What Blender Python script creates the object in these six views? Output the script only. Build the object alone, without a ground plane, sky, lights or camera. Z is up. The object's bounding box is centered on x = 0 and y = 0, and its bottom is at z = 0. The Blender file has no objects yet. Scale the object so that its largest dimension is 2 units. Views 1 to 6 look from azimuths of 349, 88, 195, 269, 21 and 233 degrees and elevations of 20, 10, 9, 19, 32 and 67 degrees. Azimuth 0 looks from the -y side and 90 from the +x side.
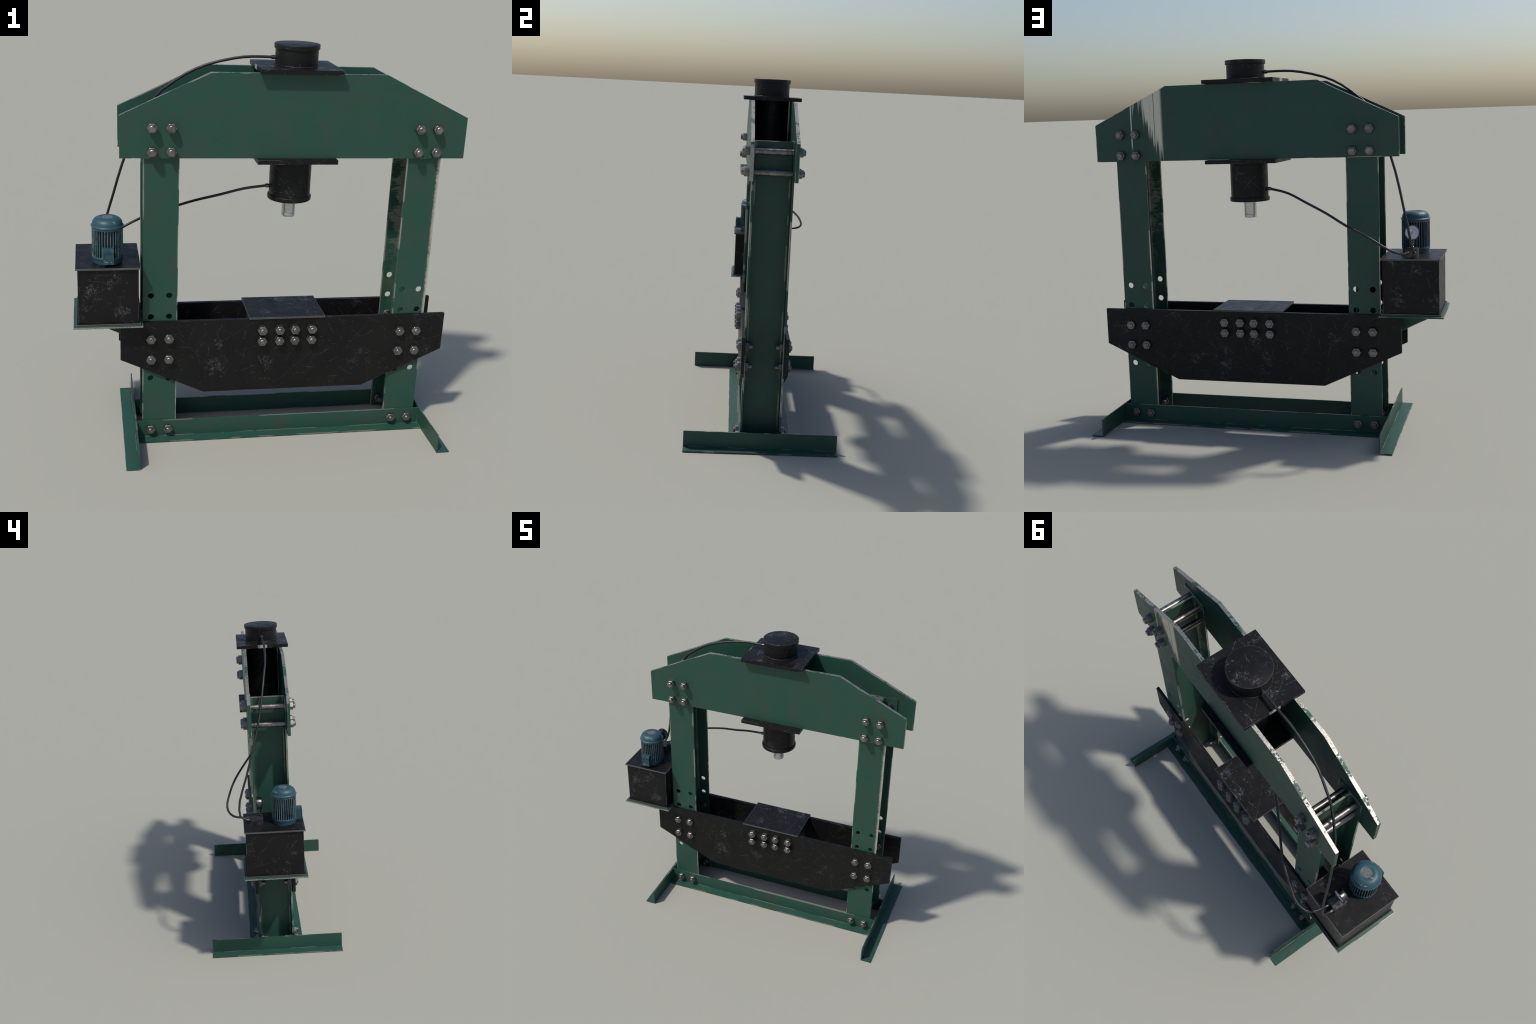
import bpy, bmesh, math, random
from mathutils import Vector, Matrix
random.seed(7)

# ------------------------------------------------------------------ dimensions
CX = 0.1125                      # middle of the frame
COL_X = (-0.530, 0.755)          # column centres
COL_W, WEB_T, FL_T, COL_D = 0.170, 0.009, 0.0100, 0.1115
PL_IN, PL_OUT = 0.1075, 0.1262   # side plates, inner and outer face
BOLT_DX = 0.0445
ROW_Z = (0.335, 0.4490, 0.5610, 0.671, 0.783)
BEAM_Z = (1.5105, 1.6225)

# ------------------------------------------------------------------ node helpers
class NT:
    def __init__(self, name):
        self.mat = bpy.data.materials.new(name)
        self.mat.use_nodes = True
        self.t = self.mat.node_tree
        self.t.nodes.clear()
        self.out = self.n('ShaderNodeOutputMaterial')
        self.bsdf = self.n('ShaderNodeBsdfPrincipled')
        self.t.links.new(self.bsdf.outputs[0], self.out.inputs[0])
        tc = self.n('ShaderNodeTexCoord')
        self.obj = tc.outputs['Object']
        self.geo = self.n('ShaderNodeNewGeometry')
        self._uv = None

    def n(self, kind, **kw):
        nd = self.t.nodes.new(kind)
        for k, v in kw.items():
            setattr(nd, k, v)
        return nd

    def put(self, sock, v):
        if isinstance(v, bpy.types.NodeSocket):
            self.t.links.new(v, sock)
        else:
            sock.default_value = v

    def math(self, op, a, b=0.0, c=0.0, clamp=False):
        nd = self.n('ShaderNodeMath', operation=op, use_clamp=clamp)
        for i, v in enumerate((a, b, c)):
            self.put(nd.inputs[i], v)
        return nd.outputs[0]

    def vec(self, op, a, b=(0, 0, 0)):
        nd = self.n('ShaderNodeVectorMath', operation=op)
        self.put(nd.inputs[0], a)
        if op == 'SCALE':
            self.put(nd.inputs['Scale'], b)
        else:
            self.put(nd.inputs[1], b)
        return nd.outputs['Value'] if op in ('DOT_PRODUCT', 'LENGTH') else nd.outputs[0]

    def sep(self, v):
        nd = self.n('ShaderNodeSeparateXYZ')
        self.put(nd.inputs[0], v)
        return nd.outputs

    def comb(self, x, y, z=0.0):
        nd = self.n('ShaderNodeCombineXYZ')
        for i, v in enumerate((x, y, z)):
            self.put(nd.inputs[i], v)
        return nd.outputs[0]

    def noise(self, v, scale, detail=3.0, rough=0.55, dist=0.0):
        nd = self.n('ShaderNodeTexNoise')
        self.put(nd.inputs['Vector'], v)
        nd.inputs['Scale'].default_value = scale
        nd.inputs['Detail'].default_value = detail
        nd.inputs['Roughness'].default_value = rough
        nd.inputs['Distortion'].default_value = dist
        return nd.outputs[0]

    def ramp(self, v, lo, hi, a=0.0, b=1.0, smooth=True):
        nd = self.n('ShaderNodeMapRange')
        nd.interpolation_type = 'SMOOTHSTEP' if smooth else 'LINEAR'
        self.put(nd.inputs[0], v)
        for i, x in enumerate((lo, hi, a, b)):
            self.put(nd.inputs[1 + i], x)
        return nd.outputs[0]

    def mix(self, f, a, b):
        nd = self.n('ShaderNodeMix', data_type='RGBA')
        self.put(nd.inputs[0], f)
        for s, v in ((nd.inputs[6], a), (nd.inputs[7], b)):
            if isinstance(v, tuple):
                v = (v[0], v[1], v[2], 1.0)
            self.put(s, v)
        return nd.outputs[2]

    def mixf(self, f, a, b):
        nd = self.n('ShaderNodeMix', data_type='FLOAT')
        for s, v in ((nd.inputs[0], f), (nd.inputs[2], a), (nd.inputs[3], b)):
            self.put(s, v)
        return nd.outputs[0]

    def mixv(self, f, a, b):
        nd = self.n('ShaderNodeMix', data_type='VECTOR')
        for s, v in ((nd.inputs[0], f), (nd.inputs[4], a), (nd.inputs[5], b)):
            self.put(s, v)
        return nd.outputs[1]

    def band(self, v, centre, half, soft):
        d = self.math('ABSOLUTE', self.math('SUBTRACT', v, centre))
        return self.ramp(d, half + soft, half, 0.0, 1.0)

    def uv(self, cyl=None):
        """flat coordinates in the plane of each face (or unrolled round an axis)"""
        if self._uv is None:
            x, y, z = self.sep(self.obj)
            nx, ny, nz = self.sep(self.geo.outputs['True Normal'])
            isz = self.math('GREATER_THAN', self.math('ABSOLUTE', nz), 0.7)
            if cyl:
                ang = self.math('ARCTAN2', self.math('SUBTRACT', y, cyl[1]), self.math('SUBTRACT', x, cyl[0]))
                side = self.comb(self.math('MULTIPLY', ang, cyl[2]), z)
            else:
                isy = self.math('GREATER_THAN', self.math('ABSOLUTE', ny), 0.7)
                side = self.mixv(isy, self.comb(y, z, 3.1), self.comb(x, z, self.math('MULTIPLY', y, 0.3)))
            self._uv = self.mixv(isz, side, self.comb(x, y, self.math('MULTIPLY', z, 5.7)))
        return self._uv

    def edge(self, radius):
        bev = self.n('ShaderNodeBevel', samples=6)
        bev.inputs['Radius'].default_value = radius
        d = self.vec('DOT_PRODUCT', bev.outputs[0], self.geo.outputs['True Normal'])
        return self.math('SUBTRACT', 1.0, d)

    def scratches(self, uv, cells, width, length, seed, keep=0.5):
        """straight scratches, one per Voronoi cell, each turned its own way"""
        p = self.vec('ADD', self.vec('SCALE', uv, cells), (seed * 3.7, seed * 1.3, seed * 0.7))
        v = self.n('ShaderNodeTexVoronoi', voronoi_dimensions='2D')
        self.put(v.inputs['Vector'], p)
        v.inputs['Scale'].default_value = 1.0
        sx, sy, _ = self.sep(p)
        px, py, _ = self.sep(v.outputs['Position'])
        rnd = self.sep(v.outputs['Color'])
        d = self.comb(self.math('SUBTRACT', sx, px), self.math('SUBTRACT', sy, py))
        rot = self.n('ShaderNodeVectorRotate', rotation_type='Z_AXIS')
        self.put(rot.inputs['Vector'], d)
        self.put(rot.inputs['Angle'], self.math('MULTIPLY', rnd[0], 6.283))
        a, b, _ = self.sep(rot.outputs[0])
        bend = self.math('MULTIPLY', self.math('MULTIPLY', a, a), self.math('MULTIPLY', self.math('SUBTRACT', rnd[1], 0.5), 0.25))
        b = self.math('ADD', b, bend)
        line = self.ramp(self.math('ABSOLUTE', b), width * cells, width * cells * 0.3)
        ends = self.ramp(self.math('ABSOLUTE', a), length, length * 0.7)
        on = self.math('LESS_THAN', rnd[2], keep)
        brk = self.ramp(self.noise(uv, 160.0, 2.0), 0.42, 0.58)
        m = self.math('MULTIPLY', self.math('MULTIPLY', line, ends), self.math('MULTIPLY', on, brk))
        return m

    def finish(self, color, rough, metal=0.0, bump=None, spec=0.5):
        self.put(self.bsdf.inputs['Base Color'], color if not isinstance(color, tuple) else (*color, 1.0))
        self.put(self.bsdf.inputs['Roughness'], rough)
        self.put(self.bsdf.inputs['Metallic'], metal)
        self.bsdf.inputs['Specular IOR Level'].default_value = spec
        if bump is not None:
            b = self.n('ShaderNodeBump')
            b.inputs['Strength'].default_value = bump[1]
            b.inputs['Distance'].default_value = bump[2]
            self.put(b.inputs['Height'], bump[0])
            self.t.links.new(b.outputs[0], self.bsdf.inputs['Normal'])
        return self.mat

GREEN = (0.0150, 0.0655, 0.0445)
GREEN_DUST = (0.026, 0.058, 0.044)
PRIMER = (0.64, 0.60, 0.50)

def chipping(m, radius, amount, lo=5.0, hi=120.0, bias=0.0):
    """paint loss along edges: long bare runs with ragged borders, whole stretches left intact"""
    e = m.ramp(m.edge(radius), 0.004, 0.20, 0.0, 1.0, smooth=False)
    where = m.ramp(m.noise(m.obj, lo, 2.0, 0.6), 0.44 - bias, 0.64 - bias, 0.12, 1.0)
    rag = m.math('ADD', m.math('MULTIPLY', m.noise(m.obj, hi, 4.0, 0.75), 0.7), m.math('MULTIPLY', m.noise(m.obj, hi * 0.22, 2.0), 0.5))
    v = m.math('ADD', m.math('MULTIPLY', m.math('MULTIPLY', e, where), amount), m.math('MULTIPLY', m.math('SUBTRACT', rag, 0.6), 1.1))
    on = m.math('MULTIPLY', m.ramp(v, 0.40, 0.52), m.ramp(e, 0.02, 0.10))
    return on

def green_paint(name, radius=0.007, amount=1.0, streaks=False, bias=0.0, column=False):
    m = NT(name)
    uv = m.uv()
    # faint blotches and brown specks in the paint
    blot = m.ramp(m.math('ADD', m.math('MULTIPLY', m.noise(uv, 9.0, 2.0), 0.62), m.math('MULTIPLY', m.noise(uv, 70.0, 4.0, 0.7), 0.38)), 0.46, 0.60)
    col = m.mix(m.math('MULTIPLY', blot, 0.65), GREEN, GREEN_DUST)
    rust = m.ramp(m.math('ADD', m.math('MULTIPLY', m.noise(m.vec('ADD', uv, (4.3, 1.9, 0.0)), 4.0, 2.0), 0.55), m.math('MULTIPLY', m.noise(uv, 170.0, 3.0, 0.75), 0.45)), 0.575, 0.64)
    col = m.mix(m.math('MULTIPLY', rust, 0.42), col, (0.062, 0.048, 0.042))
    chip = chipping(m, radius, amount, bias=bias)
    if column:
        x, y, z = m.sep(m.obj)
        # the drilled holes keep their paint right up to the rim
        dx = m.math('ABSOLUTE', m.math('SUBTRACT', m.math('ABSOLUTE', m.math('SUBTRACT', x, CX)), COL_X[1] - CX))
        dx = m.math('SUBTRACT', dx, BOLT_DX)
        dz = m.math('MULTIPLY', m.math('SUBTRACT', m.math('FRACT', m.math('ADD', m.math('DIVIDE', m.math('SUBTRACT', z, 0.335), 0.112), 0.5)), 0.5), 0.112)
        d = m.vec('LENGTH', m.comb(dx, dz))
        near = m.math('MULTIPLY', m.ramp(d, 0.030, 0.024), m.math('LESS_THAN', z, 0.84))
        chip = m.math('MULTIPLY', chip, m.math('SUBTRACT', 1.0, near))
        # rubbed-through grime on the inner flange faces of one column
        nx, ny, nz = m.sep(m.geo.outputs['True Normal'])
        inward = m.math('MULTIPLY', m.math('LESS_THAN', m.math('MULTIPLY', ny, y), -0.04), m.math('MULTIPLY', m.math('GREATER_THAN', x, 0.5), m.math('LESS_THAN', x, 0.752)))
        hor = m.noise(m.comb(m.math('MULTIPLY', x, 22.0), m.math('MULTIPLY', z, 130.0), y), 1.0, 3.0, 0.7)
        blob = m.noise(m.comb(x, z, y), 13.0, 4.0, 0.7)
        inner = m.ramp(x, 0.69, 0.745, 0.0, 0.10)
        g = m.ramp(m.math('ADD', m.math('ADD', m.math('MULTIPLY', blob, 0.62), m.math('MULTIPLY', hor, 0.38)), inner), 0.50, 0.60)
        g = m.math('MULTIPLY', m.math('MULTIPLY', g, inward), m.ramp(z, 0.85, 1.20, 0.04, 0.30))
        chip = m.math('MAXIMUM', chip, g)
        # one front edge is rubbed in a broad soft band
        front = m.math('MULTIPLY', m.math('LESS_THAN', ny, -0.5), m.math('LESS_THAN', y, -0.10))
        run = m.ramp(m.noise(m.comb(3.3, m.math('MULTIPLY', z, 3.5), 0.0), 1.0, 2.0), 0.40, 0.52)
        edge_n = m.math('MULTIPLY', m.math('SUBTRACT', m.noise(m.obj, 60.0, 4.0, 0.7), 0.5), 0.020)
        wide = m.ramp(m.math('ADD', x, edge_n), 0.822, 0.838)
        chip = m.math('MAXIMUM', chip, m.math('MULTIPLY', m.math('MULTIPLY', wide, front), m.math('MULTIPLY', run, m.ramp(z, 0.62, 0.66, 0.0, 0.8))))
    n1 = m.noise(m.obj, 11.0, 3.0, 0.6)
    n2 = m.noise(m.obj, 120.0, 3.0, 0.7)
    if streaks:
        x, y, z = m.sep(m.obj)
        fine = m.noise(m.comb(m.math('MULTIPLY', x, 170.0), m.math('MULTIPLY', z, 1.6)), 1.0, 3.0, 0.65)
        jag = m.math('MULTIPLY', m.math('SUBTRACT', fine, 0.5), 0.42)
        # broad scrape: hangs from the sloping edge, reaches lower towards the middle of the beam
        end = m.math('ADD', m.math('MULTIPLY', m.math('SUBTRACT', x, 0.560), 2.05), 1.495)
        tot = m.math('MULTIPLY', m.ramp(m.math('SUBTRACT', m.math('SUBTRACT', z, end), jag), -0.012, 0.020),
                     m.math('MULTIPLY', m.ramp(x, 0.549, 0.568), m.ramp(x, 0.676, 0.664)))
        tot = m.math('MULTIPLY', tot, m.ramp(fine, 0.33, 0.40))
        gap = m.math('MULTIPLY', m.band(x, 0.6005, 0.0012, 0.0012), 0.85)
        tot = m.math('MULTIPLY', tot, m.math('SUBTRACT', 1.0, gap))
        # thin drips beside it
        for cx, half, z_end in ((0.7355, 0.0028, 1.545), (0.7240, 0.0016, 1.735), (0.7165, 0.0022, 1.765), (0.6885, 0.0022, 1.760), (0.6790, 0.0020, 1.775)):
            d = m.math('MULTIPLY', m.band(x, cx, half, 0.0014), m.ramp(m.math('SUBTRACT', z, m.math('MULTIPLY', jag, 0.3)), z_end - 0.02, z_end + 0.03))
            tot = m.math('MAXIMUM', tot, m.math('MULTIPLY', d, 0.9))
        ny = m.sep(m.geo.outputs['True Normal'])[1]
        tot = m.math('MULTIPLY', tot, m.math('GREATER_THAN', ny, 0.5))
        speck = m.ramp(n2, 0.36, 0.32, 0.0, 1.0)
        tot = m.math('MULTIPLY', tot, m.math('SUBTRACT', 1.0, m.math('MULTIPLY', speck, 0.6)))
        chip = m.math('MAXIMUM', chip, m.math('MULTIPLY', tot, 1.0))
    col = m.mix(chip, col, PRIMER)
    fine = m.noise(m.obj, 420.0, 2.0)
    return m.finish(col, m.mixf(chip, m.ramp(n1, 0.3, 0.7, 0.42, 0.52), 0.50), m.mixf(chip, 0.0, 0.75),
                    bump=(m.math('ADD', m.math('MULTIPLY', fine, 0.3), m.math('MULTIPLY', chip, -0.5)), 0.25, 0.001), spec=0.42)

def worn_edge(name, bare=0.5):
    """cut edge of a plate: paint rubbed off down to bright metal"""
    m = NT(name)
    k = m.math('ADD', m.math('MULTIPLY', m.noise(m.obj, 9.0, 2.0), 0.55), m.math('MULTIPLY', m.noise(m.obj, 75.0, 4.0, 0.7), 0.45))
    paint = m.ramp(k, bare, bare + 0.025)
    g = m.noise(m.obj, 190.0, 4.0, 0.75)
    metal = m.mix(m.ramp(g, 0.35, 0.7), (0.27, 0.262, 0.235), (0.47, 0.455, 0.41))
    dark = m.ramp(g, 0.43, 0.37)
    metal = m.mix(m.math('MULTIPLY', dark, 0.7), metal, (0.06, 0.075, 0.065))
    col = m.mix(paint, metal, GREEN)
    return m.finish(col, m.mixf(paint, 0.36, 0.48), m.mixf(paint, 0.70, 0.0), bump=(g, 0.55, 0.002))

def black_paint(name, cyl=None, wear=0.5, radius=0.005, patch=None, scuffs=(), gain=1.0, bias=0.0):
    m = NT(name)
    uv = m.uv(cyl)
    base = m.mix(m.ramp(m.noise(uv, 6.0, 3.0), 0.35, 0.7), (0.0052, 0.0052, 0.0055), (0.0078, 0.0076, 0.0075))
    # straight scratches in several sizes
    s = m.math('MULTIPLY', m.scratches(uv, 4.5, 0.0010, 0.55, 1, 0.7), 0.45)
    s = m.math('MAXIMUM', s, m.math('MULTIPLY', m.scratches(uv, 11.0, 0.0011, 0.38, 2, 0.42), 0.75))
    s = m.math('MAXIMUM', s, m.math('MULTIPLY', m.scratches(uv, 30.0, 0.0010, 0.28, 3, 0.26), 0.75))
    s = m.math('MAXIMUM', s, m.math('MULTIPLY', m.scratches(uv, 3.0, 0.0009, 0.60, 4, 0.6), 0.5))
    # scuffed clouds, some at known places
    where = m.ramp(m.noise(m.vec('ADD', uv, (2.0, 7.7, 0.4)), 6.5, 2.0), 0.56, 0.76)
    if scuffs:
        ux, uz, _ = m.sep(uv)
        for sx, sz, r in scuffs:
            d = m.vec('LENGTH', m.comb(m.math('SUBTRACT', ux, sx), m.math('MULTIPLY', m.math('SUBTRACT', uz, sz), 0.8)))
            where = m.math('MAXIMUM', where, m.math('MULTIPLY', m.ramp(d, r, r * 0.15), m.ramp(m.noise(uv, 16.0, 2.0), 0.38, 0.60, 0.25, 1.0)))
    gr = m.math('ADD', m.math('MULTIPLY', m.noise(uv, 70.0, 5.0, 0.85), 0.62), m.math('MULTIPLY', m.noise(uv, 380.0, 2.0), 0.38))
    cloud = m.math('MULTIPLY', m.ramp(m.math('ADD', gr, m.math('MULTIPLY', where, 0.10)), 0.60, 0.68), m.ramp(where, 0.0, 0.6, 0.10, 1.0))
    dust = m.math('MULTIPLY', m.ramp(m.noise(uv, 260.0, 2.0, 0.7), 0.66, 0.74), 0.30)
    s = m.math('MAXIMUM', m.math('MAXIMUM', s, m.math('MULTIPLY', cloud, 0.75)), dust)
    s = m.math('MULTIPLY', s, gain, clamp=True)
    rub = chipping(m, radius, wear, lo=7.0, hi=150.0, bias=bias)
    s = m.math('MAXIMUM', s, m.math('MULTIPLY', rub, 1.0))
    col = m.mix(m.math('MULTIPLY', s, 0.62), base, (0.255, 0.255, 0.270))
    if patch:   # one bare spot, given as a box (lo, hi)
        x, y, z = m.sep(m.obj)
        f = None
        for v, lo, hi in zip((x, y, z), patch[0], patch[1]):
            b = m.band(v, (lo + hi) / 2, (hi - lo) / 2, 0.002)
            f = b if f is None else m.math('MULTIPLY', f, b)
        col = m.mix(f, col, (0.36, 0.36, 0.29))
    rough = m.mixf(s, m.ramp(m.noise(uv, 20.0, 3.0), 0.3, 0.7, 0.38, 0.50), 0.45)
    return m.finish(col, rough, m.mixf(s, 0.0, 0.3), bump=(m.noise(m.obj, 380.0, 2.0), 0.12, 0.001), spec=0.24)

def blue_paint(name, amount=1.0, bias=0.0):
    m = NT(name)
    chip = chipping(m, 0.004, amount, lo=22.0, hi=200.0, bias=bias)
    spot = m.ramp(m.math('ADD', m.math('MULTIPLY', m.noise(m.obj, 34.0, 2.0), 0.6), m.math('MULTIPLY', m.noise(m.obj, 210.0, 3.0, 0.7), 0.4)), 0.605, 0.66)
    chip = m.math('MAXIMUM', chip, m.math('MULTIPLY', spot, 0.55))
    base = m.mix(m.ramp(m.noise(m.obj, 15.0, 3.0), 0.3, 0.7), (0.0148, 0.057, 0.077), (0.0188, 0.069, 0.093))
    col = m.mix(m.math('MULTIPLY', chip, 0.85), base, (0.36, 0.34, 0.28))
    return m.finish(col, 0.47, 0.0, bump=(chip, -0.1, 0.001), spec=0.45)

def metal_mat(name, base, dark, rough, scale=60.0, metal=1.0, wear=0.35):
    m = NT(name)
    info = m.n('ShaderNodeObjectInfo')
    p = m.vec('ADD', m.obj, m.vec('SCALE', info.outputs['Location'], 3.0))
    a = m.noise(p, scale, 4.0, 0.65)
    b = m.noise(p, scale * 0.3, 2.0)
    f = m.ramp(m.math('ADD', m.math('MULTIPLY', a, 0.6), m.math('MULTIPLY', b, 0.4)), 0.36, 0.62)
    col = m.mix(f, dark, base)
    col = m.mix(m.math('MULTIPLY', m.ramp(b, 0.60, 0.72), wear), col, (0.26, 0.20, 0.15))
    return m.finish(col, m.ramp(a, 0.3, 0.7, rough - 0.07, rough + 0.08), metal, bump=(a, 0.12, 0.001))

def plain(name, col, rough, metal=0.0):
    m = NT(name)
    f = m.ramp(m.noise(m.obj, 90.0, 3.0), 0.3, 0.7, 0.85, 1.1)
    c = m.n('ShaderNodeVectorMath', operation='SCALE')
    c.inputs[0].default_value = col
    m.put(c.inputs['Scale'], f)
    return m.finish(c.outputs[0], rough, metal)

M_GREEN = green_paint('green_paint', 0.009, 0.85)
M_GREEN_COL = green_paint('green_paint_column', 0.012, 1.05, bias=0.02, column=True)
M_GREEN_ANGLE = green_paint('green_paint_angle_iron', 0.005, 0.92, bias=0.03)
M_GREEN_BACK = green_paint('green_paint_streaked', 0.009, 0.95, streaks=True)
M_EDGE = worn_edge('worn_plate_edge', 0.522)
M_EDGE_TRAY = worn_edge('worn_tray_edge', 0.57)
M_BLACK = black_paint('black_paint', wear=0.75, gain=1.1)
M_BLACK_TANK = black_paint('black_paint_tank', wear=0.95, gain=0.95, bias=0.05,
                           scuffs=((-0.80, 0.87, 0.09), (-0.715, 0.745, 0.09), (-0.90, 0.735, 0.06), (-0.065, 0.715, 0.07), (-0.11, 0.80, 0.05)))
M_BLACK_TABLE = black_paint('black_paint_table', wear=1.2, radius=0.004, gain=1.2, bias=0.1,
                            scuffs=((0.25, 0.10, 0.08), (0.10, 0.11, 0.08), (-0.03, 0.09, 0.07), (0.16, 0.0, 0.07), (0.02, -0.06, 0.06)))
M_RUB = black_paint('black_paint_rubbed_rim', wear=2.6, radius=0.010, gain=1.6, bias=0.26)
M_BLACK_BED_F = black_paint('black_paint_front_bed', wear=0.55, scuffs=((-0.250, 0.385, 0.10), (-0.005, 0.385, 0.10), (-0.235, 0.52, 0.05)), gain=0.75)
M_BLACK_BED_B = black_paint('black_paint_rear_bed', wear=0.55, scuffs=((0.261, 0.377, 0.12), (0.036, 0.385, 0.11)), gain=0.9)
M_BLACK_THIN = black_paint('black_paint_sheet', wear=2.1, radius=0.005, gain=1.15, bias=0.16)
M_BLACK_TOP = black_paint('black_paint_flange', wear=0.75, gain=1.3, scuffs=((0.265, -0.115, 0.08), (0.04, -0.125, 0.07), (-0.02, -0.04, 0.05), (0.28, 0.10, 0.06), (-0.05, 0.12, 0.05)), patch=((-0.09, -0.030, 1.87), (-0.0815, 0.028, 1.905)))
M_BLACK_CYL = black_paint('black_paint_cylinder', cyl=(CX, 0.0, 0.1), wear=1.0, radius=0.006, gain=1.45, bias=0.12, scuffs=((0.10, 0.075, 0.08), (0.175, 0.055, 0.06), (0.145, -0.03, 0.05), (0.05, 0.01, 0.05)))
M_BLUE = blue_paint('blue_paint', 0.9)
M_BLUE_FIN = blue_paint('blue_paint_fins', 1.6, bias=0.10)
M_BOLT = metal_mat('zinc_fastener', (0.26, 0.255, 0.245), (0.15, 0.148, 0.142), 0.46)
M_ROD = metal_mat('steel_rod', (0.30, 0.29, 0.275), (0.13, 0.127, 0.122), 0.40, 40.0)
M_CHROME = plain('chromed_ram', (0.58, 0.60, 0.60), 0.32, 0.85)
M_GAUGE = metal_mat('gauge_steel', (0.13, 0.13, 0.135), (0.022, 0.022, 0.025), 0.30, 70.0, 1.0, 0.0)
M_BLOCK = metal_mat('manifold_steel', (0.17, 0.17, 0.18), (0.045, 0.045, 0.048), 0.36, 60.0, 0.9, 0.0)
M_HOSE = metal_mat('hose_rubber', (0.018, 0.018, 0.018), (0.010, 0.010, 0.010), 0.46, 50.0, 0.0, 0.0)
M_DIAL = plain('dial_face', (0.62, 0.65, 0.72), 0.35)
M_DIAL_BLUE = plain('dial_blue_scale', (0.22, 0.40, 0.58), 0.4)
M_INK = plain('dial_ink', (0.02, 0.02, 0.025), 0.4)
M_BRASS = plain('dial_screw_brass', (0.30, 0.22, 0.10), 0.4, 0.4)
M_GRILLE = plain('grille_wire', (0.17, 0.18, 0.18), 0.5, 0.2)
M_DARK = plain('grille_shadow_well', (0.012, 0.02, 0.025), 0.6)

# ------------------------------------------------------------------ geometry helpers
root = bpy.data.objects.new('hydraulic_press', None)
bpy.context.scene.collection.objects.link(root)
root.empty_display_size = 0.3
root['label'] = 'green H-frame hydraulic shop press with black ram, table and blue motor'
root['category'] = 'workshop press'

def link(name, mesh, parent=None, mats=()):
    o = bpy.data.objects.new(name, mesh)
    bpy.context.scene.collection.objects.link(o)
    o.parent = parent or root
    for mt in mats:
        if mt.name not in [s.name for s in mesh.materials]:
            mesh.materials.append(mt)
    return o

def to_mesh(bm, name, smooth=None):
    bmesh.ops.recalc_face_normals(bm, faces=bm.faces)
    me = bpy.data.meshes.new(name)
    bm.to_mesh(me)
    bm.free()
    if smooth is not None:
        me.polygons.foreach_set('use_smooth', [True] * len(me.polygons))
        me.set_sharp_from_angle(angle=math.radians(smooth))
    return me

def bevel_all(bm, w, seg=2, ang=40):
    ed = [e for e in bm.edges if len(e.link_faces) == 2 and e.calc_face_angle(0) > math.radians(ang)]
    bmesh.ops.bevel(bm, geom=ed, offset=w, segments=seg, affect='EDGES', profile=0.6, clamp_overlap=True)

def prism(bm, pts, axis, lo, hi):
    """extrude a closed outline (2D) along an axis"""
    def p3(p, t):
        return {'x': (t, p[0], p[1]), 'y': (p[0], t, p[1]), 'z': (p[0], p[1], t)}[axis]
    a = [bm.verts.new(p3(p, lo)) for p in pts]
    b = [bm.verts.new(p3(p, hi)) for p in pts]
    n = len(pts)
    fs = [bm.faces.new(a), bm.faces.new(b[::-1])]
    for i in range(n):
        fs.append(bm.faces.new((a[i], b[i], b[(i + 1) % n], a[(i + 1) % n])))
    return fs

def box(bm, lo, hi):
    return prism(bm, [(lo[0], lo[1]), (hi[0], lo[1]), (hi[0], hi[1]), (lo[0], hi[1])], 'z', lo[2], hi[2])

def lathe(bm, prof, seg=64, centre=(0, 0, 0), axis='z', caps=True):
    rings = []
    for r, h in prof:
        ring = []
        for i in range(seg):
            a = 2 * math.pi * i / seg
            c, s = r * math.cos(a), r * math.sin(a)
            v = {'z': (c, s, h), 'y': (c, h, s), 'x': (h, c, s)}[axis]
            ring.append(bm.verts.new(Vector(centre) + Vector(v)))
        rings.append(ring)
    for a, b in zip(rings, rings[1:]):
        for i in range(seg):
            bm.faces.new((a[i], a[(i + 1) % seg], b[(i + 1) % seg], b[i]))
    if caps:
        bm.faces.new(rings[0][::-1])
        bm.faces.new(rings[-1])

def slab(name, lo, hi, mat, bev=0.0012, parent=None, side=None):
    bm = bmesh.new()
    fs = box(bm, lo, hi)
    if side:
        for f in fs[2:]:
            f.material_index = 1
    bevel_all(bm, bev, 2)
    me = to_mesh(bm, name, 35)
    return link(name, me, parent, [mat] + ([side] if side else []))

# ------------------------------------------------------------------ side plates
def outline(z_flat, z_mid, z_far):
    """six-cornered plate: straight edge at z_flat, ends up to z_mid, narrow side at z_far"""
    xl, xr, tl, tr = -0.7245, 0.9495, -0.3075, 0.5300
    return [(xl, z_flat), (xr, z_flat), (xr, z_mid), (tr, z_far), (tl, z_far), (xl, z_mid)]

def side_plate(name, pts, y0, y1, mat, edge_mat=None, worn=()):
    bm = bmesh.new()
    fs = prism(bm, pts, 'y', y0, y1)
    if edge_mat:
        for i, f in enumerate(fs[2:]):
            if i in worn:
                f.material_index = 1
    bevel_all(bm, 0.0014, 2, 20)
    me = to_mesh(bm, name, 30)
    return link(name, me, None, [mat] + ([edge_mat] if edge_mat else []))

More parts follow.
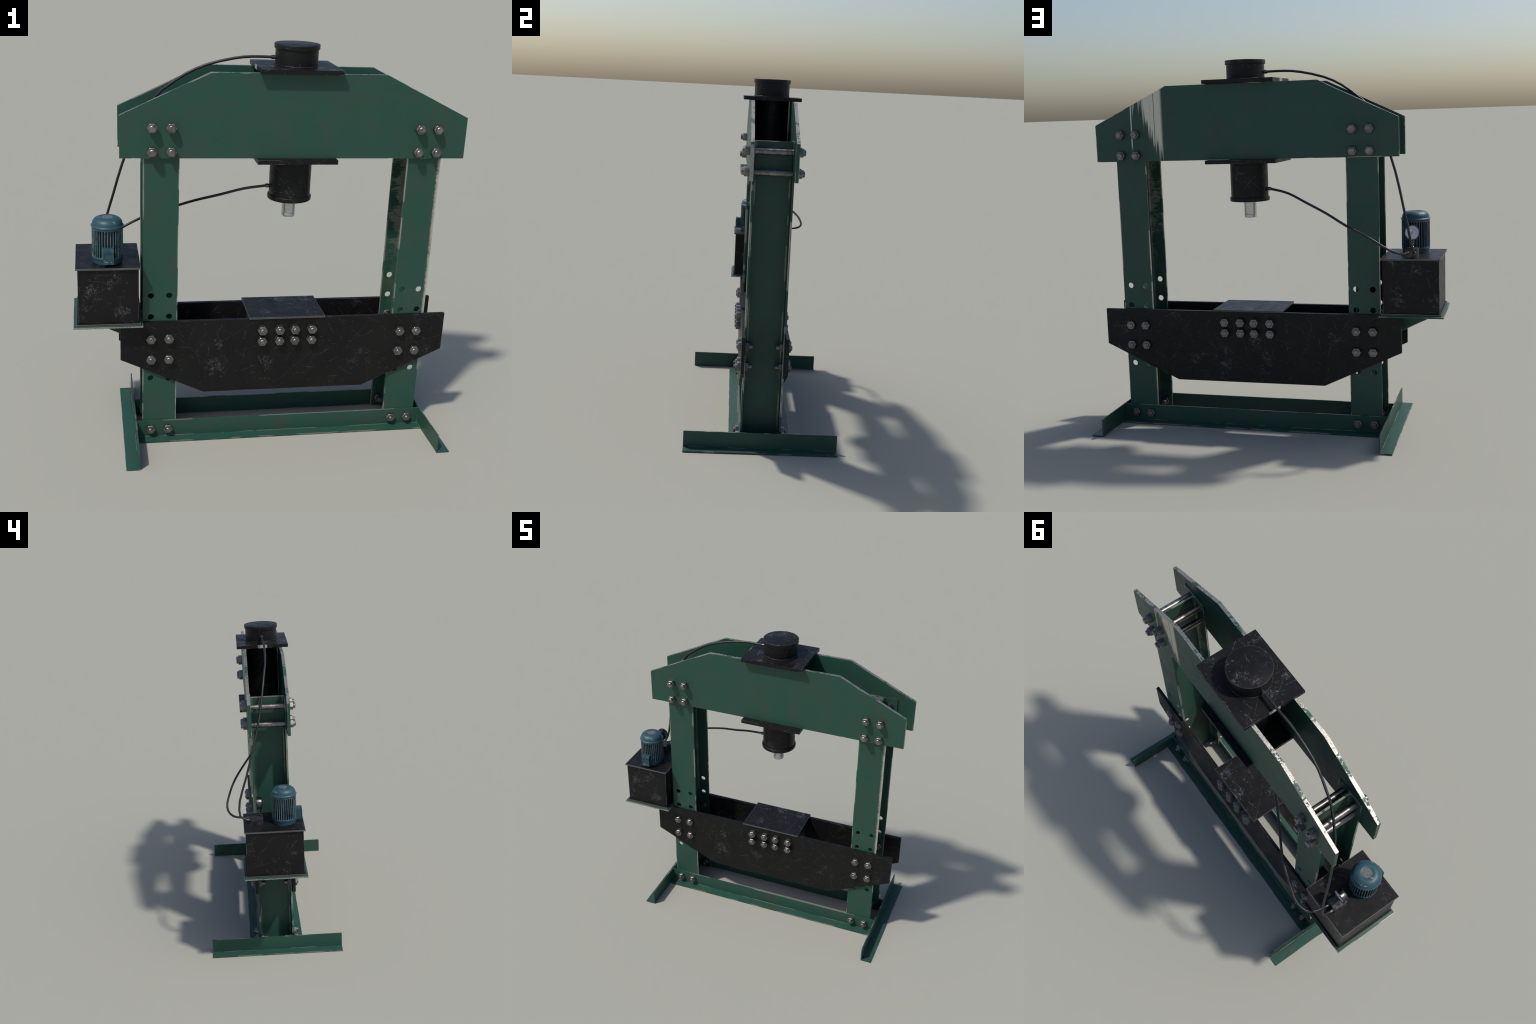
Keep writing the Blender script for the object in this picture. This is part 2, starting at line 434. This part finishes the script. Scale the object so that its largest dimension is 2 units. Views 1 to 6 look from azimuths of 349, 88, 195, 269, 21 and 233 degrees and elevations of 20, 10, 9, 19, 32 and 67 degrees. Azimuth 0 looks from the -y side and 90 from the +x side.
beam_pts = outline(1.4775, 1.6775, 1.8775)
front_beam = side_plate('crossbeam_plate', beam_pts, -PL_OUT, -PL_IN, M_GREEN, M_EDGE, worn=(1, 2, 3, 4))
back_beam = side_plate('crossbeam_plate', beam_pts, PL_IN, PL_OUT, M_GREEN_BACK, M_EDGE, worn=(2, 3, 4))
bed_pts = outline(0.650, 0.4495, 0.2535)
for s in (-1, 1):
    side_plate('bed_plate', bed_pts, min(s * PL_IN, s * PL_OUT), max(s * PL_IN, s * PL_OUT), M_BLACK_BED_F if s < 0 else M_BLACK_BED_B)

# ------------------------------------------------------------------ columns (H sections with rows of holes)
def holed_flange(bm, x0, x1, z0, z1, y0, y1, holes, r):
    """flat bar with round holes, built as a grid of cells, each hole cell ringed"""
    cx = sorted({h[0] for h in holes})
    xs = [x0, (cx[0] + cx[-1]) / 2, x1]
    zc = sorted({h[1] for h in holes})
    pad = 0.03
    zs = [z0]
    for z in zc:
        zs += [z - pad, z + pad]
    zs.append(z1)
    N = 32
    for y, flip in ((y0, False), (y1, True)):
        for i in range(len(xs) - 1):
            for j in range(len(zs) - 1):
                a, b, c, d = xs[i], xs[i + 1], zs[j], zs[j + 1]
                hole = [h for h in holes if a < h[0] < b and c < h[1] < d]
                if not hole:
                    bm.faces.new([bm.verts.new(p) for p in ((a, y, c), (b, y, c), (b, y, d), (a, y, d))])
                    continue
                hx, hz = hole[0]
                ring, rim = [], []
                for k in range(N):
                    t = 2 * math.pi * (k + 0.5) / N
                    ca, sa = math.cos(t), math.sin(t)
                    ring.append((hx + r * ca, y, hz + r * sa))
                    sx = ((b - hx) / ca) if ca > 0 else ((a - hx) / ca)
                    sz = ((d - hz) / sa) if sa > 0 else ((c - hz) / sa)
                    k2 = min(sx, sz)
                    rim.append((hx + k2 * ca, y, hz + k2 * sa))
                corners = {}
                for k in range(N):
                    k1 = (k + 1) % N
                    quad = [ring[k], rim[k], rim[k1], ring[k1]]
                    p, q = rim[k], rim[k1]
                    if abs(p[0] - q[0]) > 1e-6 and abs(p[2] - q[2]) > 1e-6:
                        cxn = b if (p[0] + q[0]) / 2 > hx else a
                        czn = d if (p[2] + q[2]) / 2 > hz else c
                        quad.insert(2, (cxn, y, czn))
                    bm.faces.new([bm.verts.new(v) for v in quad])
    for hx, hz in holes:
        for k in range(N):
            t0, t1 = 2 * math.pi * (k + 0.5) / N, 2 * math.pi * (k + 1.5) / N
            p = [(hx + r * math.cos(t), y, hz + r * math.sin(t)) for t, y in ((t0, y0), (t1, y0), (t1, y1), (t0, y1))]
            bm.faces.new([bm.verts.new(v) for v in p])
    # rim of the bar
    for (a, c), (b, d) in (((x0, z0), (x1, z0)), ((x1, z0), (x1, z1)), ((x1, z1), (x0, z1)), ((x0, z1), (x0, z0))):
        if a == b:
            lv = zs if d > c else zs[::-1]
            segs = [((a, u), (a, w)) for u, w in zip(lv, lv[1:])]
        else:
            lv = xs if b > a else xs[::-1]
            segs = [((u, c), (w, c)) for u, w in zip(lv, lv[1:])]
        for p, q in segs:
            bm.faces.new([bm.verts.new(v) for v in ((p[0], y0, p[1]), (q[0], y0, q[1]), (q[0], y1, q[1]), (p[0], y1, p[1]))])

def h_section(name, cx, z0, z1, rows, r, mat):
    bm = bmesh.new()
    holes = [(cx + s * BOLT_DX, z) for z in rows for s in (-1, 1)]
    for s in (-1, 1):
        ya, yb = s * COL_D, s * (COL_D - FL_T)
        holed_flange(bm, cx - COL_W / 2, cx + COL_W / 2, z0, z1, min(ya, yb), max(ya, yb), holes, r)
    yi = COL_D - FL_T
    box(bm, (cx - WEB_T / 2, -yi - 0.004, z0 + 0.0008), (cx + WEB_T / 2, yi + 0.004, z1 - 0.0008))
    # rolled fillet between web and flange
    for sx in (-1, 1):
        for sy in (-1, 1):
            rr = 0.010
            pts = [(cx + sx * (WEB_T / 2 - 0.001), sy * (yi + 0.001)), (cx + sx * (WEB_T / 2 + rr), sy * (yi + 0.001))]
            for k in range(5):
                a = math.pi / 2 * k / 4
                pts.append((cx + sx * (WEB_T / 2 + rr - rr * math.sin(a)), sy * (yi - rr + rr * math.cos(a))))
            pts.append((cx + sx * (WEB_T / 2 - 0.001), sy * (yi - rr)))
            prism(bm, pts, 'z', z0 + 0.0012, z1 - 0.0012)
    bmesh.ops.remove_doubles(bm, verts=bm.verts, dist=1e-5)
    me = to_mesh(bm, name, 35)
    return link(name, me, None, [mat])

for cx in COL_X:
    h_section('column', cx, 0.0006, 1.6775, ROW_Z, 0.0160, M_GREEN_COL)

SP_X = (0.0295, 0.1970)
for cx in SP_X:
    o = h_section('spacer_beam', cx, 0.478, 0.6488, (0.534, 0.592), 0.014, M_GREEN)

slab('press_table', (-0.083, -0.135, 0.6520), (0.306, 0.135, 0.6610), M_BLACK_TABLE, 0.001, None, M_RUB)

# ------------------------------------------------------------------ base frame: angle irons
def angle_iron(name, pts, axis, lo, hi):
    bm = bmesh.new()
    prism(bm, pts, axis, lo, hi)
    bevel_all(bm, 0.0008, 1)
    return link(name, to_mesh(bm, name, 30), None, [M_GREEN_ANGLE])

T = 0.0055
for s, x_in, x_out in ((-1, -0.6445, -0.7110), (1, 0.8700, 0.9370)):
    pts = [(x_in, 0.0), (x_out, 0.0), (x_out, T), (x_in + s * T, T), (x_in + s * T, 0.0955), (x_in, 0.0955)]
    angle_iron('foot', pts, 'y', -0.4205, 0.4205)
for s in (-1, 1):
    y_in, y_out = s * 0.1128, s * 0.1745
    pts = [(y_in, 0.0), (y_out, 0.0), (y_out, T), (y_in + s * T, T), (y_in + s * T, 0.0945), (y_in, 0.0945)]
    angle_iron('base_rail', pts, 'x', -0.6440, 0.8695)

# ------------------------------------------------------------------ fasteners
HEX_R = 0.0258
def nut_mesh(name, h):
    """hexagon nut standing on z = 0, outer corners turned off"""
    bm = bmesh.new()
    N = 48
    prof = [(0.0, 1.0, 0.0), (h - 0.0045, 1.0, 0.0), (h - 0.0022, 0.955, 0.0004), (h, 0.865, 0.0022)]
    rings = []
    for z, f, shrink in prof:
        ring = []
        for k in range(N):
            a = 2 * math.pi * k / N
            b = (a % (math.pi / 3)) - math.pi / 6
            hexr = HEX_R * math.cos(math.pi / 6) / math.cos(b)
            r = min(hexr - shrink, HEX_R * f)
            ring.append(bm.verts.new((r * math.cos(a), r * math.sin(a), z)))
        rings.append(ring)
    for a, b in zip(rings, rings[1:]):
        for i in range(N):
            bm.faces.new((a[i], a[(i + 1) % N], b[(i + 1) % N], b[i]))
    bm.faces.new(rings[0][::-1])
    bm.faces.new(rings[-1])
    return to_mesh(bm, name, 22)

def rod_mesh(name, r, lo, hi):
    """threaded end to threaded end, along y"""
    bm = bmesh.new()
    c = 0.0025
    lathe(bm, [(r - c, lo), (r, lo + c), (r, hi - c), (r - c, hi)], 28, axis='y')
    me = to_mesh(bm, name, 30)
    me.materials.append(M_ROD if hi - lo > 0.2 else M_BOLT)
    return me

NUT_TALL = nut_mesh('nut_tall', 0.0285)
NUT_LOW = nut_mesh('nut_low', 0.0195)
for me in (NUT_TALL, NUT_LOW):
    me.materials.append(M_BOLT)

def add_nut(mesh, parent, y, out):
    o = bpy.data.objects.new('nut', mesh)
    bpy.context.scene.collection.objects.link(o)
    o.parent = parent
    o.location = (0, y, 0)
    o.rotation_euler = (math.pi / 2 if out < 0 else -math.pi / 2, 0, 0)
    return o

TIE = rod_mesh('tie_rod', 0.0162, -0.1675, 0.1675)
for cx in COL_X:
    for s in (-1, 1):
        for z in BEAM_Z:
            o = bpy.data.objects.new('tie_rod', TIE)
            bpy.context.scene.collection.objects.link(o)
            o.parent = root
            o.location = (cx + s * BOLT_DX, 0, z)
            for d in (-1, 1):
                add_nut(NUT_TALL, o, d * (PL_OUT - 0.0004), d)

SHANK = rod_mesh('bolt', 0.0138, -0.1525, -0.0610)
SHANK_B = rod_mesh('bolt', 0.0138, 0.0610, 0.1525)
LONG = rod_mesh('bolt', 0.0138, -0.1615, -0.0610)
LONG_B = rod_mesh('bolt', 0.0138, 0.0610, 0.1615)
def add_bolt(x, z, s, outer, shift=0.0, tall=False):
    o = bpy.data.objects.new('bolt', (LONG if tall else SHANK) if s < 0 else (LONG_B if tall else SHANK_B))
    bpy.context.scene.collection.objects.link(o)
    o.parent = root
    o.location = (x, -s * shift, z)
    add_nut(NUT_TALL if tall else NUT_LOW, o, s * (outer - 0.0003) + s * shift, s)
    add_nut(NUT_LOW, o, s * (COL_D - FL_T + 0.0003) + s * shift, -s)

for s in (-1, 1):
    for cx in COL_X:
        for k in (-1, 1):
            for z in (ROW_Z[1], ROW_Z[2]):
                add_bolt(cx + k * BOLT_DX, z, s, PL_OUT)
            add_bolt(cx + k * BOLT_DX, 0.0500, s, 0.1182, 0.0040)
    for cx in SP_X:
        for k in (-1, 1):
            for z in (0.534, 0.592):
                add_bolt(cx + k * BOLT_DX, z, s, PL_OUT, 0.0, True)

# ------------------------------------------------------------------ hydraulic cylinder
cyl_bm = bmesh.new()
lathe(cyl_bm, [(0.1022, 1.262), (0.1022, 1.984)], 72, (CX, 0, 0))
cyl = link('hydraulic_cylinder', to_mesh(cyl_bm, 'hydraulic_cylinder', 40), None, [M_BLACK_CYL])

def ring(name, r, z0, z1, bev, parent=cyl, c=(CX, 0), mat=M_BLACK_CYL, seg=72):
    bm = bmesh.new()
    pr = [(r - bev, z0)]
    for k in range(1, 4):
        a = math.pi / 2 * k / 3
        pr.append((r - bev + bev * math.sin(a), z0 + bev - bev * math.cos(a)))
    for k in range(0, 4):
        a = math.pi / 2 * k / 3
        pr.append((r - bev + bev * math.cos(a), z1 - bev + bev * math.sin(a)))
    lathe(bm, pr, seg, (c[0], c[1], 0))
    return link(name, to_mesh(bm, name, 40), parent, [mat])

ring('cylinder_cap', 0.1085, 1.9770, 2.0000, 0.0025)
ring('cylinder_gland', 0.1085, 1.2465, 1.2700, 0.0050)
ring('cylinder_weld', 0.1050, 1.8985, 1.9040, 0.0025)
slab('mounting_flange', (-0.0825, -0.1655, 1.8785), (0.3070, 0.1655, 1.8990), M_BLACK_TOP, 0.0012, cyl)
slab('mounting_flange', (-0.0825, -0.1655, 1.4565), (0.3060, 0.1655, 1.4768), M_BLACK, 0.0012, cyl)

bm = bmesh.new()
lathe(bm, [(0.0335, 1.2500), (0.0335, 1.1745), (0.0328, 1.1735), (0.0335, 1.1725), (0.0335, 1.1590), (0.0310, 1.1560)][::-1], 48, (CX, 0, 0))
ram = link('ram', to_mesh(bm, 'ram', 40), cyl, [M_CHROME])

# ------------------------------------------------------------------ hoses
def spline(P, n):
    P = [Vector(p) for p in P]
    P = [2 * P[0] - P[1]] + P + [2 * P[-1] - P[-2]]
    out = []
    for i in range(1, len(P) - 2):
        a, b, c, d = P[i - 1:i + 3]
        for k in range(n):
            t = k / n
            out.append(0.5 * (2 * b + (c - a) * t + (2 * a - 5 * b + 4 * c - d) * t * t + (3 * b - a - 3 * c + d) * t ** 3))
    out.append(P[-2])
    return out

def tube(name, path, r, mat, parent=None, seg=14):
    bm = bmesh.new()
    up = Vector((0, 0, 1))
    rings = []
    prev = None
    for i, p in enumerate(path):
        t = (path[min(i + 1, len(path) - 1)] - path[max(i - 1, 0)]).normalized()
        if prev is None:
            u = t.cross(Vector((0.3, 0.9, 0.2))).normalized()
        else:
            u = (prev - t * prev.dot(t)).normalized()
        prev = u
        w = t.cross(u)
        rings.append([bm.verts.new(p + r * (u * math.cos(2 * math.pi * k / seg) + w * math.sin(2 * math.pi * k / seg))) for k in range(seg)])
    for a, b in zip(rings, rings[1:]):
        for k in range(seg):
            bm.faces.new((a[k], a[(k + 1) % seg], b[(k + 1) % seg], b[k]))
    bm.faces.new(rings[0][::-1])
    bm.faces.new(rings[-1])
    return link(name, to_mesh(bm, name, 50), parent, [mat])

hose_a = tube('hose', spline([(-0.004, 0, 1.310), (-0.110, 0.030, 1.287), (-0.224, 0.086, 1.240), (-0.343, 0.151, 1.191),
                     (-0.459, 0.215, 1.134), (-0.573, 0.255, 1.083), (-0.676, 0.276, 1.025), (-0.745, 0.240, 0.992), (-0.766, 0.150, 0.985)], 3), 0.0066, M_HOSE)
hose_b = tube('hose', spline([(-0.004, 0, 1.9345), (-0.100, 0.0, 1.9350), (-0.190, -0.006, 1.926), (-0.315, -0.006, 1.895), (-0.410, -0.001, 1.851),
                     (-0.498, 0.014, 1.787), (-0.547, 0.023, 1.740), (-0.635, 0.054, 1.579), (-0.701, 0.103, 1.400), (-0.744, 0.152, 1.235),
                     (-0.778, 0.197, 1.101), (-0.796, 0.198, 1.007), (-0.800, 0.148, 0.985)], 2), 0.0066, M_HOSE)

def fitting(c0, axis, prof, parent, mat):
    bm = bmesh.new()
    lathe(bm, prof, 20, c0, axis)
    return link('hose_fitting', to_mesh(bm, 'hose_fitting', 30), parent, [mat])
for z in (1.310, 1.9345):
    fitting((0, 0, z), 'x', [(0.0085, -0.0095), (0.0100, -0.0080), (0.0100, 0.0040), (0.0088, 0.0045), (0.0088, 0.0150)], cyl, M_BLOCK)

# ------------------------------------------------------------------ power pack: tray, tank, motor, gauge
bm = bmesh.new()
fs = box(bm, (-0.9495, -0.1920, 0.6515), (-0.6165, 0.1920, 0.6600))
for f in fs:
    nrm = f.normal if f.normal.length else f.calc_center_median()
    f.normal_update()
    c = f.calc_center_median()
    if abs(c.z - 0.65575) < 0.002 and c.y < 0.1:
        f.material_index = 1
bevel_all(bm, 0.0010, 2)
tray = link('tank_tray', to_mesh(bm, 'tank_tray', 30), None, [M_GREEN_ANGLE, M_EDGE_TRAY])
bm = bmesh.new()
prism(bm, [(-0.9230, 0.6513), (-0.5350, 0.4580), (-0.5350, 0.6513)], 'y', -0.033, 0.033)
bevel_all(bm, 0.0008, 1)
link('gusset', to_mesh(bm, 'gusset', 30), tray, [M_GREEN])

tank = slab('oil_tank', (-0.9260, -0.1710, 0.6690), (-0.6370, 0.1730, 0.9500), M_BLACK_TANK, 0.0012)
slab('tank_lid', (-0.9355, -0.1820, 0.9495), (-0.6280, 0.1820, 0.9580), M_BLACK_THIN, 0.0010, tank, M_RUB)
slab('tank_base', (-0.9350, -0.1820, 0.6603), (-0.6280, 0.1820, 0.6705), M_BLACK_THIN, 0.0010, tank, M_RUB)

MX, MY = -0.7815, -0.0665
LID = 0.9580
bm = bmesh.new()
dome = [(0.0700, LID), (0.0715, LID + 0.022), (0.0745, LID + 0.023), (0.0752, LID + 0.029), (0.0740, LID + 0.033), (0.0610, LID + 0.034),
        (0.0610, 1.1250), (0.0745, 1.1255), (0.0748, 1.1350), (0.0780, 1.1368), (0.0785, 1.1385), (0.0778, 1.1405), (0.0740, 1.1428), (0.0728, 1.1450), (0.0722, 1.1488)]
for k in range(1, 9):
    a = math.pi / 2 * k / 8
    dome.append((0.0385 + 0.0335 * math.cos(a), 1.1490 + 0.0297 * math.sin(a)))
dome += [(0.0285, 1.1788), (0.0270, 1.1778), (0.0268, 1.1560)]
lathe(bm, dome, 64, (MX, MY, 0))
motor = link('electric_motor', to_mesh(bm, 'electric_motor', 35), None, [M_BLUE])

bm = bmesh.new()
NF = 34
for k in range(NF):
    a = 2 * math.pi * (k + 0.5) / NF
    ca, sa = math.cos(a), math.sin(a)
    def pt(r, w, z):
        return (MX + r * ca - w * sa, MY + r * sa + w * ca, z)
    w0, w1 = 0.0031, 0.0021
    sec = [(0.0605, -w0), (0.0735, -w1), (0.0745, -w1 * 0.5), (0.0745, w1 * 0.5), (0.0735, w1), (0.0605, w0)]
    lo = [bm.verts.new(pt(r, w, LID + 0.0330)) for r, w in sec]
    hi = [bm.verts.new(pt(r, w, 1.1258)) for r, w in sec]
    for i in range(len(sec) - 1):
        bm.faces.new((lo[i], lo[i + 1], hi[i + 1], hi[i]))
fins = link('cooling_fins', to_mesh(bm, 'cooling_fins', 25), motor, [M_BLUE_FIN])
fins['kind'] = 'stuff'

# fan grille
bm = bmesh.new()
lathe(bm, [(0.0270, 1.1550), (0.0268, 1.1580)], 40, (MX, MY, 0))
link('fan_opening', to_mesh(bm, 'fan_opening', 40), motor, [M_DARK])
bm = bmesh.new()
G = 13
for k in range(-G + 7, G - 6):
    t = k * 0.0056
    if abs(t) >= 0.0265:
        continue
    h = math.sqrt(0.0268 ** 2 - t * t)
    box(bm, (MX + t - 0.0013, MY - h, 1.1769), (MX + t + 0.0013, MY + h, 1.1783))
    box(bm, (MX - h, MY + t - 0.0013, 1.1772), (MX + h, MY + t + 0.0013, 1.1786))
gr = link('fan_grille', to_mesh(bm, 'fan_grille'), motor, [M_GRILLE])
gr['kind'] = 'stuff'

# terminal box with raised lid frame
bm = bmesh.new()
box(bm, (-0.8050, -0.1690, 0.9765), (-0.7580, -0.1300, 1.0460))
bevel_all(bm, 0.002, 2)
tb = link('terminal_box', to_mesh(bm, 'terminal_box', 35), motor, [M_BLUE])
bm = bmesh.new()
box(bm, (-0.8070, -0.1735, 0.9750), (-0.7565, -0.1690, 1.0480))
bevel_all(bm, 0.0015, 2)
link('terminal_lid', to_mesh(bm, 'terminal_lid', 35), motor, [M_BLUE])
bm = bmesh.new()
for lo, hi in (((-0.7995, 1.0265), (-0.7640, 1.0285)), ((-0.7995, 0.9830), (-0.7640, 0.9850)), ((-0.7995, 0.9830), (-0.7975, 1.0285)),
               ((-0.7660, 0.9830), (-0.7640, 1.0285)), ((-0.7940, 1.0330), (-0.7695, 1.0350))):
    box(bm, (lo[0], -0.1752, lo[1]), (hi[0], -0.1733, hi[1]))
link('terminal_lid_rim', to_mesh(bm, 'terminal_lid_rim'), motor, [M_BLUE])

# valve block, hose couplings, pressure gauge
block = slab('valve_block', (-0.8130, 0.0620, LID - 0.0003), (-0.7490, 0.1395, 1.0015), M_BLOCK, 0.0014)
for x in (-0.766, -0.800):
    bm = bmesh.new()
    lathe(bm, [(0.0120, 0.1390), (0.0120, 0.1455), (0.0105, 0.1465)], 6, (x, 0, 0.985), 'y')
    lathe(bm, [(0.0085, 0.1460), (0.0085, 0.1600), (0.0075, 0.1615)], 20, (x, 0, 0.985), 'y')
    link('hose_coupling', to_mesh(bm, 'hose_coupling', 30), block, [M_BLOCK])

GX, GY, GZ, GR = -0.7815, 0.0960, 1.0825, 0.0400
bm = bmesh.new()
lathe(bm, [(0.0290, 0.0640), (0.0340, 0.0655), (0.0362, 0.0690), (0.0366, 0.0920), (0.0400, 0.0925), (0.0402, 0.0965), (0.0385, 0.0985), (0.0355, 0.0985), (0.0350, 0.0960), (0.0345, 0.0945)], 56, (GX, 0, GZ), 'y')
gauge = link('pressure_gauge', to_mesh(bm, 'pressure_gauge', 35), None, [M_GAUGE])
bm = bmesh.new()
lathe(bm, [(0.0348, 0.0940), (0.0348, 0.0952)], 56, (GX, 0, GZ), 'y')
link('gauge_dial', to_mesh(bm, 'gauge_dial', 35), gauge, [M_DIAL])

def arc(bm, r0, r1, a0, a1, y0, y1, seg=28):
    prev = None
    for k in range(seg + 1):
        a = a0 + (a1 - a0) * k / seg
        c, s = math.cos(a), math.sin(a)
        cur = [bm.verts.new((GX + r * c, y, GZ + r * s)) for r in (r0, r1) for y in (y0, y1)]
        if prev:
            for i, j in ((0, 1), (1, 3), (3, 2), (2, 0)):
                bm.faces.new((prev[i], prev[j], cur[j], cur[i]))
        prev = cur
bm = bmesh.new()
arc(bm, 0.0190, 0.0200, math.radians(-35), math.radians(215), 0.0950, 0.0956)
link('gauge_scale', to_mesh(bm, 'gauge_scale'), gauge, [M_DIAL_BLUE])
bm = bmesh.new()
arc(bm, 0.0225, 0.0230, math.radians(-40), math.radians(220), 0.0950, 0.0956)
for k in range(21):
    a = math.radians(-40 + 260 * k / 20)
    ln = 0.0055 if k % 5 == 0 else 0.0025
    w = 0.012 if k % 5 == 0 else 0.006
    arc(bm, 0.0230, 0.0230 + ln, a - w, a + w, 0.0950, 0.0957, 1)
tick = link('gauge_ticks', to_mesh(bm, 'gauge_ticks'), gauge, [M_INK])
tick['kind'] = 'stuff'
bm = bmesh.new()
ang = math.radians(118)
d = Vector((math.cos(ang), 0, math.sin(ang)))
n = Vector((-d.z, 0, d.x))
tip, tail = Vector((GX, 0, GZ)) + d * 0.0185, Vector((GX, 0, GZ)) - d * 0.0115
q = [tail + n * 0.0013, tail - n * 0.0013, tip - n * 0.0007, tip + n * 0.0007]
prism(bm, [(p.x, p.z) for p in q], 'y', 0.0960, 0.0966)
lathe(bm, [(0.0022, 0.0952), (0.0022, 0.0970)], 14, (GX, 0, GZ), 'y')
link('gauge_needle', to_mesh(bm, 'gauge_needle'), gauge, [M_INK])
bm = bmesh.new()
for dx in (-0.0075, 0.0075):
    lathe(bm, [(0.0011, 0.0951), (0.0011, 0.0958)], 10, (GX + dx - 0.002, 0, GZ - 0.0210), 'y')
link('gauge_dial_screws', to_mesh(bm, 'gauge_dial_screws'), gauge, [M_BRASS])
bm = bmesh.new()
lathe(bm, [(0.0085, 1.0012), (0.0085, 1.0080), (0.0062, 1.0100), (0.0062, 1.0250), (0.0080, 1.0270), (0.0080, 1.0500)], 20, (GX, 0.0805, 0))
link('gauge_stem', to_mesh(bm, 'gauge_stem', 30), gauge, [M_GAUGE])
